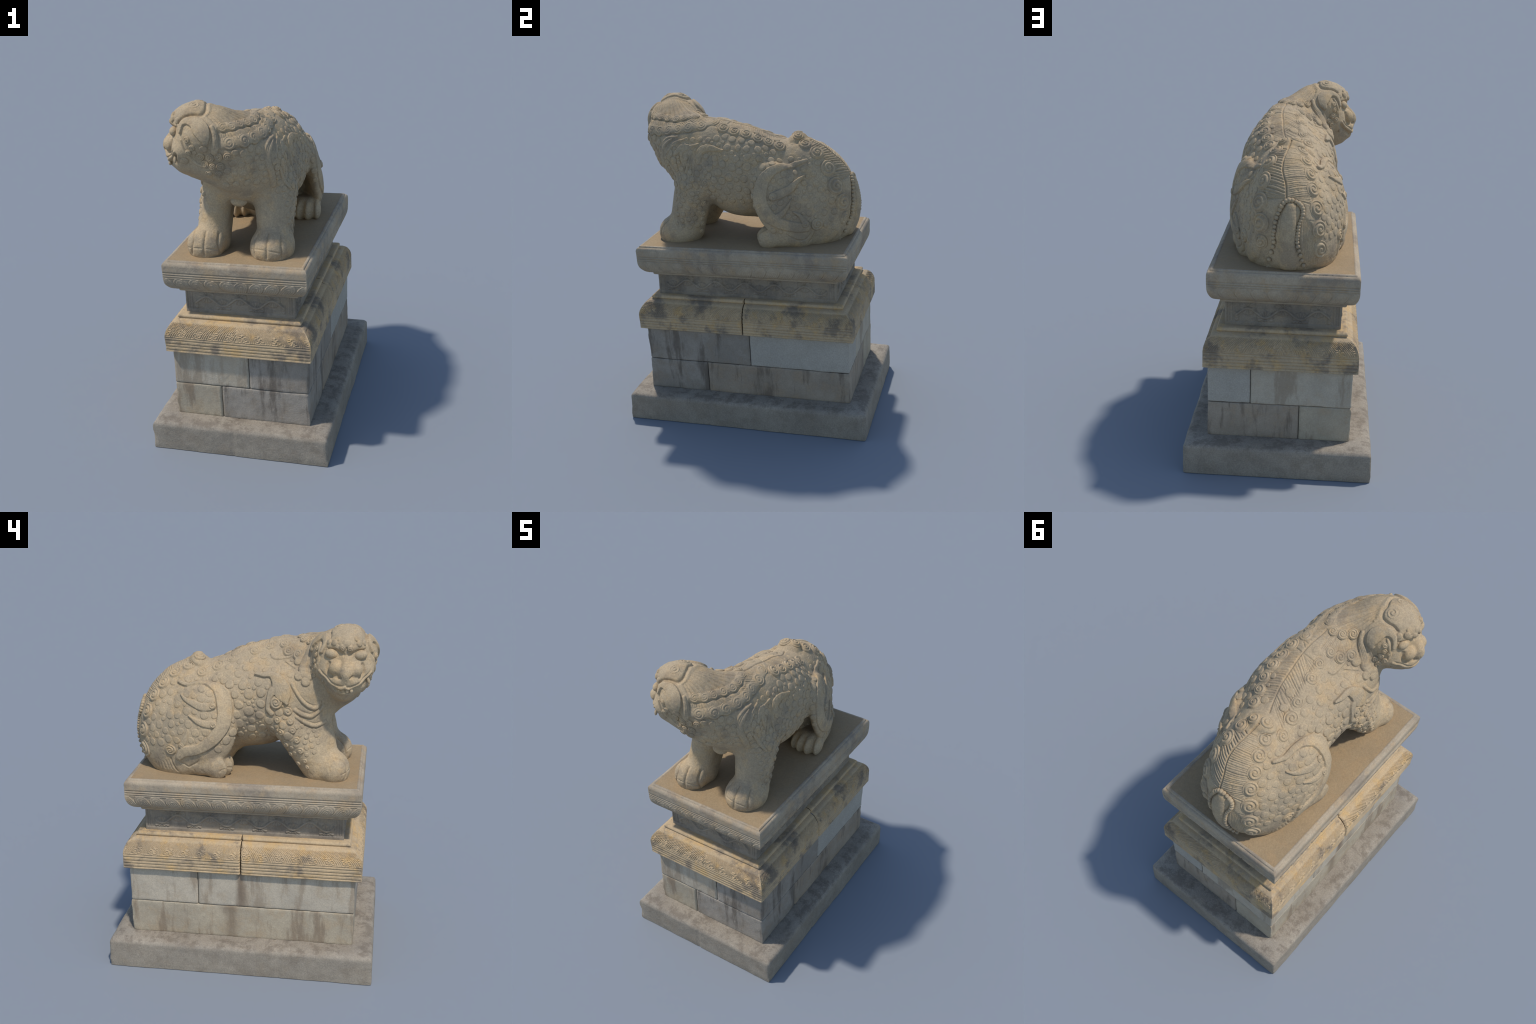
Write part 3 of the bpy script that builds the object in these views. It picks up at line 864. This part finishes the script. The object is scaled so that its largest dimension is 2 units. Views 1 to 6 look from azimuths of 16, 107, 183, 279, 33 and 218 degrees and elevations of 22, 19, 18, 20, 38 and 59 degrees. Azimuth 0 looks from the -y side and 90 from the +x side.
# -- paws
for toe in ([(-.258, -.500, 1.285), (-.247, -.575, 1.237), (-.259, -.568, 1.140)], [(-.181, -.530, 1.290), (-.181, -.587, 1.230), (-.189, -.582, 1.140)],
            [(-.123, -.500, 1.275), (-.114, -.550, 1.212), (-.121, -.521, 1.140)], [(.107, -.500, 1.285), (.092, -.547, 1.229), (.097, -.564, 1.145)],
            [(.168, -.515, 1.290), (.168, -.578, 1.231), (.167, -.587, 1.145)], [(.233, -.500, 1.285), (.242, -.551, 1.225), (.241, -.559, 1.145)]):
    groove(toe, .006, .018, 20, busy=False)
    groove(toe, .009, .008, 20)
for nail in ([(.064, -.528, 1.191), (.136, -.583, 1.206), (.200, -.585, 1.199), (.260, -.546, 1.176)], [(-.300, -.545, 1.185), (-.220, -.590, 1.200), (-.150, -.580, 1.195), (-.110, -.540, 1.18)],
             [(-.323, .126, 1.180), (-.310, .105, 1.199), (-.270, .076, 1.195), (-.22, .068, 1.19)], [(.310, .120, 1.18), (.275, .088, 1.19), (.215, .075, 1.19)]):
    groove(nail, .0035, .008, 24)

# -- face
lip = [(-.284, -.420, 1.771), (-.303, -.451, 1.742), (-.324, -.478, 1.720), (-.349, -.512, 1.700), (-.360, -.540, 1.693), (-.361, -.565, 1.701)]
for side in (lip, mirror(lip)):
    low = [(p[0] + .006, p[1], p[2] - .020) for p in side]
    groove(low, .010, .018, 30, taper=False)
    band([p + (.016,) for p in side], .0045, form="round", n=30)
    groove([(p[0], p[1], p[2] + .014) for p in side], .004, .008, 30)
brow_edge = [(-.270, -.462, 1.895), (-.287, -.478, 1.893), (-.304, -.510, 1.894), (-.311, -.537, 1.878), (-.316, -.563, 1.872)]
for side in (brow_edge, mirror(brow_edge)):
    band([(p[0], p[1], p[2] + .012, .026) for p in side], .004, form="round")
    groove([(p[0], p[1], p[2] - .008) for p in side], .006, .014, 24)
    for i in range(5):
        p = side[0]
        s = -1 if p[1] < -.563 else 1
        groove([(-.262 + .006 * i, p[1] + s * (.012 - .007 * i), 1.915 - .003 * i), (-.268 + .006 * i, p[1] + s * (.010 - .007 * i), 1.882)], .003, .005, 8)
for c, r, h in (((-.265, -.469, 1.923), .016, .008), ((-.292, -.500, 1.925), .018, .010), ((-.290, -.514, 1.945), .014, .007), ((-.314, -.542, 1.903), .018, .010)):
    dome(c, r, h)
    dome(mirror([c])[0], r, h)
dome((-.312, -.563, 1.925), .020, .006)
nose_wing = [(-.300, -.480, 1.830), (-.310, -.464, 1.800), (-.318, -.470, 1.765), (-.335, -.505, 1.745)]
for side in (nose_wing, mirror(nose_wing)):
    groove(side, .011, .018, 20)
    s = 1 if side[0][1] > -.563 else -1
    groove([(-.360, -.563 + s * .028, 1.752), (-.362, -.563 + s * .045, 1.757)], .010, .014, 8, taper=False)
for side in (CROWN_LEFT, CROWN_RIGHT):
    groove(side, .011, .018, 30, taper=False)
ear_left = band([(-.265, -.432, 1.869, .018), (-.255, -.448, 1.906, .026), (-.232, -.449, 1.930, .034), (-.198, -.436, 1.937, .054), (-.168, -.405, 1.916, .078), (-.165, -.383, 1.880, .056), (-.172, -.380, 1.860, .030)], .014)
ear_right = band([(-.227, -.693, 1.872, .022), (-.219, -.681, 1.908, .030), (-.190, -.680, 1.925, .042), (-.143, -.693, 1.920, .066), (-.112, -.711, 1.890, .082), (-.094, -.720, 1.851, .060), (-.090, -.722, 1.825, .034)], .014)
lock_left = [(-.099, -.385, 1.900, .022), (-.114, -.357, 1.865, .032), (-.149, -.342, 1.817, .048), (-.184, -.322, 1.758, .052)]
lock_right = [(-.059, -.688, 1.897, .022), (-.043, -.697, 1.859, .032), (-.042, -.702, 1.813, .042), (-.052, -.698, 1.768, .042)]
for wave in ([(-.224, -.703, 1.830, .012), (-.216, -.711, 1.793, .018), (-.200, -.707, 1.760, .020), (-.184, -.691, 1.731, .020), (-.158, -.682, 1.705, .020), (-.124, -.681, 1.690, .012)],
             [(-.226, -.425, 1.908, .012), (-.249, -.419, 1.870, .018), (-.263, -.415, 1.823, .018), (-.261, -.404, 1.783, .010)]):
    band(wave, .007, form="round")
for k in range(4):
    groove([(-.120 + .012 * k, -.715, 1.812), (-.116 + .012 * k, -.704, 1.782), (-.116 + .012 * k, -.692, 1.760)], .003, .006, 10)
    groove([(-.172 - .010 * k, -.371, 1.842), (-.188 - .010 * k, -.375, 1.806), (-.202 - .010 * k, -.380, 1.775)], .003, .006, 10)
for lock in (lock_left, lock_right):
    band(lock, .013, form="round")
    for k in (-1, 0, 1):
        groove([(p[0] + .008 * k, p[1] + .004 * k, p[2]) for p in lock], .0028, .006, 16)

# overall hand-tooled unevenness, then push the carving in
FACE = V
depth = RAISED - CUT * (1 - .35 * (RAISED > .004)) + .0020 * noise(V, 14, 3, 2) + .0013 * noise(V, 52, 3, 5) - .0020 * step(.45, .8, noise(V, 33, 2, 9))
depth *= step(TOP - .006, TOP + .010, V[:, 2]) * .8 + .2
BASE = V.copy()
V = V + depth[:, None] * NRM


def vertex_normals(V, F):
    n = np.cross(V[F[:, 2]] - V[F[:, 0]], V[F[:, 3]] - V[F[:, 1]])
    out = np.zeros_like(V)
    for k in range(4):
        for a in range(3):
            out[:, a] += np.bincount(F[:, k], n[:, a], len(V))
    return out / (np.linalg.norm(out, axis=1, keepdims=True) + 1e-12)


FINE = vertex_normals(V, F)

# ---------------------------------------------------------------- parts of the body
PARTS = ["torso", "neck", "head", "tail", "ear_l", "ear_r", "front_leg_l", "front_leg_r", "front_paw_l", "front_paw_r", "hind_leg_l", "hind_leg_r", "hind_paw_l", "hind_paw_r"]
near = np.full(len(V), 9.)
label = np.zeros(len(V), int)
for name, part, kind, k, nums in FORM:
    d = one(BASE, kind, nums)
    closer = d < near
    near[closer] = d[closer]
    label[closer] = PARTS.index(part)
label[plume] = PARTS.index("tail")
label[tuft] = PARTS.index("tail")
label[ear_left] = PARTS.index("ear_l")
label[ear_right] = PARTS.index("ear_r")
face_label = np.sort(label[F], 1)[:, 1]
PLAIN = {"ear_l": "ear", "ear_r": "ear", "front_leg_l": "front_leg", "front_leg_r": "front_leg", "front_paw_l": "front_paw", "front_paw_r": "front_paw",
         "hind_leg_l": "hind_leg", "hind_leg_r": "hind_leg", "hind_paw_l": "hind_paw", "hind_paw_r": "hind_paw"}
PART = {}
for i, part in enumerate(PARTS):
    f = F[face_label == i]
    if not len(f):
        continue
    used, inv = np.unique(f, return_inverse=True)
    name = PLAIN.get(part, part)
    owner = ROOT
    if part.startswith("ear"):
        owner = PART["head"]
    elif "paw" in part:
        owner = PART[part.replace("paw", "leg")]
    PART[part] = put(name, new_mesh(name, V[used], inv.reshape(-1, 4), FINE[used]), owner, MAT["lion"])


# ---------------------------------------------------------------- curls, scales and other small pieces
def snail(turn, turns, rings, spokes, tall, ridge):
    """A snail of stone: low domed disc of radius 1 with one spiral groove."""
    P = [(0., 0., tall)]
    a = np.arange(spokes) / spokes * 2 * np.pi
    for x in np.linspace(0, 1, rings + 1)[1:]:
        ph = turns * x ** .9 - turn * a / (2 * np.pi)
        g = np.abs(np.cos(np.pi * ph)) ** 3
        g = g * step(.06, .20, x) * step(1.0, .93, x)
        z = tall * (1 - .42 * x * x) - ridge * g
        z = z * np.sqrt(np.clip(1 - max(0, x - .80) ** 2 / .0405, 0, 1))
        P += list(zip(x * np.cos(a), x * np.sin(a), z))
    P += list(zip(1.02 * np.cos(a), 1.02 * np.sin(a), np.full(spokes, -.22)))
    return np.array(P), disc_faces(rings + 1, spokes)


def disc_faces(rings, spokes):
    F = []
    i = np.arange(spokes)
    j = (i + 1) % spokes
    for k in range(rings - 1):
        F.append(np.stack([1 + k * spokes + i, 1 + (k + 1) * spokes + i, 1 + (k + 1) * spokes + j, 1 + k * spokes + j], 1))
    fan = np.array([(0, 1 + 2 * q, 1 + 2 * q + 1, 1 + (2 * q + 2) % spokes) for q in range(spokes // 2)])
    return np.concatenate(F + [fan])


def button_mesh(name, rings=6, spokes=20, tall=.30, rim=.03):
    P = [(0., 0., tall)]
    a = np.arange(spokes) / spokes * 2 * np.pi
    for x in np.linspace(0, 1, rings + 1)[1:]:
        z = tall * (1 - .45 * x ** 2) * math.sqrt(max(0, 1 - max(0, x - .62) ** 2 / .1444)) + rim * math.exp(-((x - .70) / .14) ** 2)
        w = 1 + .03 * np.sin(3 * a + x)
        P += list(zip(x * w * np.cos(a), x * w * np.sin(a), np.full(spokes, z)))
    P += list(zip(1.0 * np.cos(a), 1.0 * np.sin(a), np.full(spokes, -.5)))
    me = new_mesh(name, np.array(P), disc_faces(rings + 1, spokes))
    me.materials.append(MAT["lion"])
    return me


def ball_mesh(name, rings=14, spokes=24):
    P, F = [], []
    for i in range(rings + 1):
        t = math.pi * i / rings
        for j in range(spokes):
            a = 2 * math.pi * j / spokes
            P.append((math.sin(t) * math.cos(a), math.sin(t) * math.sin(a), math.cos(t)))
    for i in range(rings):
        for j in range(spokes):
            k = (j + 1) % spokes
            F.append((i * spokes + j, (i + 1) * spokes + j, (i + 1) * spokes + k, i * spokes + k))
    me = new_mesh(name, P, F)
    me.materials.append(MAT["lion"])
    return me


def frame(c, turn=0., lift=0.):
    """Axes at the surface point nearest c: z along the normal, x turned from the upward tangent."""
    c = snap([c])[0]
    n = SKIN_N[TREE.find(c)[1]]
    up = np.array([0, 0, 1.]) if abs(n[2]) < .93 else np.array([0, -1., 0])
    x = up - n * (up @ n)
    x /= np.linalg.norm(x)
    y = np.cross(n, x)
    ca, sa = math.cos(turn), math.sin(turn)
    x, y = ca * x + sa * y, -sa * x + ca * y
    c = c + n * lift
    return Matrix(((x[0], y[0], n[0], c[0]), (x[1], y[1], n[1], c[1]), (x[2], y[2], n[2], c[2]), (0, 0, 0, 1)))


def reserve(c, r):
    for co, i, dist in TREE.find_range(c, r):
        TAKEN[i] = 1


BIG = {w: snail(w, 2.35, 28, 72, .31, .135) for w in (1, -1)}
SMALL = {w: snail(w, 1.45, 13, 36, .44, .19) for w in (1, -1)}
SCALE = button_mesh("scale")
BALL = ball_mesh("bead")
TAKEN = BUSY[:COARSE].copy()


def place(name, mesh, c, size, owner, turn=0., lift=0., stretch=(1, 1, 1)):
    m = frame(c, turn, lift)
    ob = bpy.data.objects.new(name, mesh)
    bpy.context.scene.collection.objects.link(ob)
    ob.parent = PART[owner]
    ob.matrix_world = m @ Matrix.Diagonal((size * stretch[0], size * stretch[1], size * stretch[2], 1))
    reserve(m.translation, size * max(stretch[:2]) + .001)
    return ob


def curls(points, radii, way, owner, turn=0., spin=.35, small=False, lift=.002, stretch=(1, 1, 1)):
    """Each curl is laid onto the body so that its rim follows the curve beneath."""
    for i, p in enumerate(points):
        r = radii[i % len(radii)] if isinstance(radii, (list, tuple)) else radii
        P, faces = (SMALL if small else BIG)[way]
        m = np.array(frame(p, turn + spin * i))
        c, X, Y = m[:3, 3], m[:3, 0], m[:3, 1]
        flat = c + r * (stretch[0] * P[:, :1] * X + stretch[1] * P[:, 1:2] * Y)
        k = [TREE.find(q)[1] for q in flat]
        n = SKIN_N[k]
        n = n * .5 + m[:3, 2] * .5
        n /= np.linalg.norm(n, axis=1, keepdims=True)
        nn = SKIN_N[k]
        flat = flat - (((flat - SKIN[k]) * nn).sum(1))[:, None] * nn
        me = new_mesh("curl", flat + (P[:, 2:] * r * stretch[2] + lift) * n, faces)
        put("curl", me, PART[owner], MAT["lion"])
        reserve(c, r * max(stretch[:2]) + .001)


# plume edge
curls([(-.030, .280, 1.770)], .042, 1, "tail", 2.0, lift=-.001)
curls([(.030, .300, 1.770)], .040, -1, "tail", 1.0, lift=-.001)
curls(TAIL_LEFT[:6], [.041, .040, .041, .043, .047, .048], 1, "tail", 1.2, .2, lift=-.001)
curls([TAIL_LEFT[6]], .056, 1, "tail", .6, lift=-.004, stretch=(1., .85, 1))
curls(TAIL_RIGHT, [.043, .046, .050, .056, .055, .042], -1, "tail", -1.2, -.2, lift=.0)
# back row and mane
curls(BACK_RIGHT, [.040, .038, .038, .037, .036, .039], -1, "torso", -.6, .25, lift=.001)
curls([BACK_LEFT[1], BACK_LEFT[2], BACK_LEFT[4], BACK_LEFT[5], BACK_LEFT[6]], [.030, .036, .033, .041, .036], 1, "torso", .6, .3, lift=-.001)
curls(ROW_A_RIGHT[1:], [.026, .027, .026, .028, .028, .026, .026], -1, "neck", -.5, .3, lift=.001, stretch=(1, 1, .6))
curls(ROW_A_LEFT, [.025, .028, .028], 1, "neck", .5, .3, lift=.003)
curls(ROW_B_RIGHT[1:], [.036, .038, .036, .036, .034, .036, .039, .034], -1, "neck", -.3, .3, lift=.0, stretch=(1, 1, .6))
curls(ROW_B_LEFT[1:4], [.030, .034, .033], 1, "neck", .4, .3, lift=.002)
# crown
curls([(-.172, -.604, 1.980)], .044, -1, "head", .2, lift=-.009)
curls([(-.180, -.522, 1.980)], .044, 1, "head", 2.6, lift=-.009)
# thighs, shoulder, hocks
curls([(-.282, .161, 1.554), (-.312, .152, 1.456)], .019, -1, "hind_leg_l", .4, small=True, lift=.008)
curls([(-.315, .337, 1.328)], .016, 1, "hind_leg_l", 0, small=True, lift=.006)
curls([(-.297, .409, 1.292)], .034, 1, "hind_leg_l", 1.6, lift=.0, stretch=(1.1, .9, 1))
curls([(.308, .201, 1.464)], .024, 1, "hind_leg_r", 0, small=True, lift=.010)
curls([(.263, .379, 1.287)], .022, -1, "hind_leg_r", 0, small=True, lift=.010)
curls([(.225, .443, 1.277)], .038, -1, "hind_leg_r", 0, lift=.002)
curls([(-.253, -.186, 1.578)], .036, 1, "front_leg_l", .3, lift=.006)
curls([(.218, -.486, 1.639)], .020, -1, "front_leg_r", 0, small=True, lift=.004)
curls([(.297, -.231, 1.530)], .030, -1, "front_leg_r", 0, lift=-.002)
curls([(.283, -.221, 1.459), (.242, -.262, 1.394), (.221, -.288, 1.328), (.200, -.318, 1.262), (.195, -.335, 1.210)], [.023, .020, .020, .019, .017], -1, "front_leg_r", 0, .2, small=True)
curls([(.278, -.294, 1.435), (.269, -.312, 1.384), (.259, -.332, 1.328), (.245, -.347, 1.269)], .016, -1, "front_leg_r", 0, .2, small=True)
curls([(-.257, -.195, 1.480), (-.266, -.218, 1.413), (-.253, -.243, 1.340), (-.244, -.268, 1.283), (-.250, -.310, 1.228)], [.021, .020, .019, .018, .016], 1, "front_leg_l", .4, .2, small=True)
curls([(-.257, -.252, 1.531), (-.272, -.267, 1.479), (-.281, -.281, 1.430), (-.282, -.305, 1.375), (-.281, -.326, 1.313), (-.279, -.350, 1.253), (-.272, -.362, 1.215)], [.025, .021, .020, .020, .020, .015, .013], 1, "front_leg_l", .4, .2, small=True)
# beard and ear hollows
beard = [(-.229, -.407, 1.880), (-.236, -.400, 1.846), (-.225, -.390, 1.810), (-.258, -.412, 1.830), (-.250, -.398, 1.784), (-.221, -.388, 1.752), (-.203, -.380, 1.780), (-.196, -.405, 1.735)]
curls(beard, [.017, .015, .017, .013, .017, .019, .017, .018], 1, "head", 0, .5, small=True, lift=.002)
cheek = [(-.189, -.716, 1.838), (-.166, -.712, 1.796), (-.191, -.707, 1.766), (-.132, -.690, 1.742), (-.080, -.690, 1.738), (-.036, -.690, 1.744), (-.110, -.685, 1.703), (-.070, -.686, 1.690), (-.030, -.680, 1.692), (.012, -.682, 1.745), (-.090, -.660, 1.662), (-.045, -.668, 1.652)]
curls(cheek, [.019, .018, .018, .024, .024, .023, .022, .020, .022, .022, .019, .019], -1, "head", 0, .5, lift=.003, stretch=(1, 1, 1.1))
curls([(-.314, -.545, 1.900)], .013, 1, "head", small=True, lift=.008)
curls([(-.314, -.581, 1.899)], .013, -1, "head", small=True, lift=.008)
# beads round the tail tuft
rope = spline(ARCH_RIGHT + ARCH_LEFT, 38)
for i, c in enumerate(rope):
    place("bead", BALL, c[:3], (.0125 if 10 < i < 24 else .0115) * RNG.uniform(.88, 1.1), "tail", 0., .003)

# eyes
for c, s in (((-.296, -.487, 1.866), 1), ((-.289, -.636, 1.862), -1)):
    ob = bpy.data.objects.new("eye", BALL)
    bpy.context.scene.collection.objects.link(ob)
    ob.parent = PART["head"]
    ob.matrix_world = Matrix.Translation((c[0] + .008, c[1], c[2] - .002)) @ Matrix.Rotation(math.radians(-8 * s), 4, "Z") @ Matrix.Rotation(math.radians(8 * s), 4, "X") @ Matrix.Diagonal((.025, .037, .0265, 1))

# teeth, fangs and the bell on the breast
def peg(name, c, size, owner, rot=0.):
    ob = bpy.data.objects.new(name, BALL)
    bpy.context.scene.collection.objects.link(ob)
    ob.parent = PART[owner]
    ob.matrix_world = Matrix.Translation(c) @ Matrix.Rotation(rot, 4, "X") @ Matrix.Diagonal((*size, 1))


for k in range(4):
    u = (k - 1.5) * .021
    peg("tooth", (-.340 + 6 * u * u, -.563 + u, 1.679), (.009, .0105, .013), "head")
for s in (1, -1):
    peg("fang", (-.272, -.563 + s * .118, 1.724), (.009, .009, .021), "head", s * .35)
peg("bell", (-.008, -.462, 1.436), (.048, .034, .030), "torso")


SCALES = []


# scales: thrown like darts, the large ones first
def scatter(where, sizes, owner, tries=5000, tall=1., gap=1.10):
    pool = np.nonzero(where & (TAKEN < .5))[0]
    edge = KDTree(max(1, int(TAKEN.sum())))
    for q, i in enumerate(np.nonzero(TAKEN > .5)[0]):
        edge.insert(SKIN[i], q)
    edge.balance()
    done_p, done_r = np.zeros((0, 3)), np.zeros(0)
    for r in sizes:
        pool = pool[RNG.permutation(len(pool))]
        for i in pool[:tries]:
            p = SKIN[i]
            if len(done_p) and np.any(np.linalg.norm(done_p - p, axis=1) < (done_r + r) * gap):
                continue
            if edge.find(p)[2] < r * .85:
                continue
            done_p, done_r = np.vstack([done_p, p]), np.r_[done_r, r]
            s = r * RNG.uniform(.90, 1.06)
            m = frame(p, RNG.uniform(0, 6.28)) @ Matrix.Diagonal((s, s * RNG.uniform(.85, 1.05), (.0025 + .12 * r) / .3 * tall, 1))
            SCALES.append((r, owner, m))
    return len(done_p)


x, y, z = SKIN.T
nx = SKIN_N[:, 0]
lab = label[:COARSE]
L_ = lambda *names: np.isin(lab, [PARTS.index(n) for n in names])
left, right = L_("torso", "front_leg_l", "hind_leg_l", "neck"), L_("torso", "front_leg_r", "hind_leg_r", "neck")
counts = [
    scatter(L_("front_leg_r", "torso", "neck") & (nx > .35) & (y > -.46) & (y < -.20) & (z > 1.50) & (z < 1.78), (.020, .016, .012), "front_leg_r", 1200, tall=.9, gap=1.0),
    scatter(left & (nx < -.2) & (y > -.26) & (y < .10) & (z > 1.36) & (z < 1.66), (.028, .025, .021, .014, .009), "torso", 2600, gap=1.04),
    scatter(left & (nx < -.2) & (y > -.28) & (y < .16) & (z > 1.665) & (z < 1.80), (.025, .021, .016, .012), "torso", 1600, tall=.6),
    scatter(L_("hind_leg_l", "torso", "tail") & (nx < -.2) & (y > .10) & (y < .58) & (z > 1.30) & (z < 1.68), (.024, .020, .016, .011), "hind_leg_l", 2200, tall=.62),
    scatter(L_("front_leg_l") & (nx < -.15) & (y > -.42) & (y < -.27) & (z > 1.29) & (z < 1.46), (.014, .012), "front_leg_l", 1000, tall=.8),
    scatter(right & (nx > .2) & (y > -.20) & (y < .18) & (z > 1.66) & (z < 1.81), (.024, .021, .016, .012), "torso", 1500, tall=1.),
    scatter(right & (nx > .2) & (y > -.20) & (y < .14) & (z > 1.40) & (z < 1.655), (.025, .021, .017), "torso", 1800, tall=1.05, gap=.98),
    scatter(L_("hind_leg_r", "torso", "tail") & (nx > .2) & (y > .16) & (y < .54) & (z > 1.24) & (z < 1.66), (.021, .017, .013), "hind_leg_r", 1500, tall=.85),
    scatter(L_("front_leg_r") & (nx > .3) & (y > -.44) & (y < -.28) & (z > 1.24) & (z < 1.52), (.018, .015, .012), "front_leg_r", 900, tall=1.1),
    scatter(L_("neck", "torso", "head") & (y < -.42) & (nx > .0) & (z > 1.57) & (z < 1.79) & (SKIN_N[:, 2] < .3), (.023, .019, .015), "torso", 1200, tall=1.0, gap=1.0),
]
SCALES.sort(key=lambda q: -q[0])
for r, owner, m in SCALES[:300]:
    ob = bpy.data.objects.new("scale", SCALE)
    bpy.context.scene.collection.objects.link(ob)
    ob.parent = PART[owner]
    ob.matrix_world = m
rest = SCALES[300:]
if rest:                                                      # the smallest ones fill the gaps as one piece
    base = np.array([v.co[:] for v in SCALE.vertices])
    faces = disc_faces(7, 20)
    bits = [base @ np.array(m)[:3, :3].T + np.array(m)[:3, 3] for r, owner, m in rest]
    fill = put("small_scales", new_mesh("small_scales", np.concatenate(bits), np.concatenate([faces + len(base) * i for i in range(len(bits))])), PART["torso"], MAT["lion"])
    fill["kind"] = "stuff"
print("scales", counts)
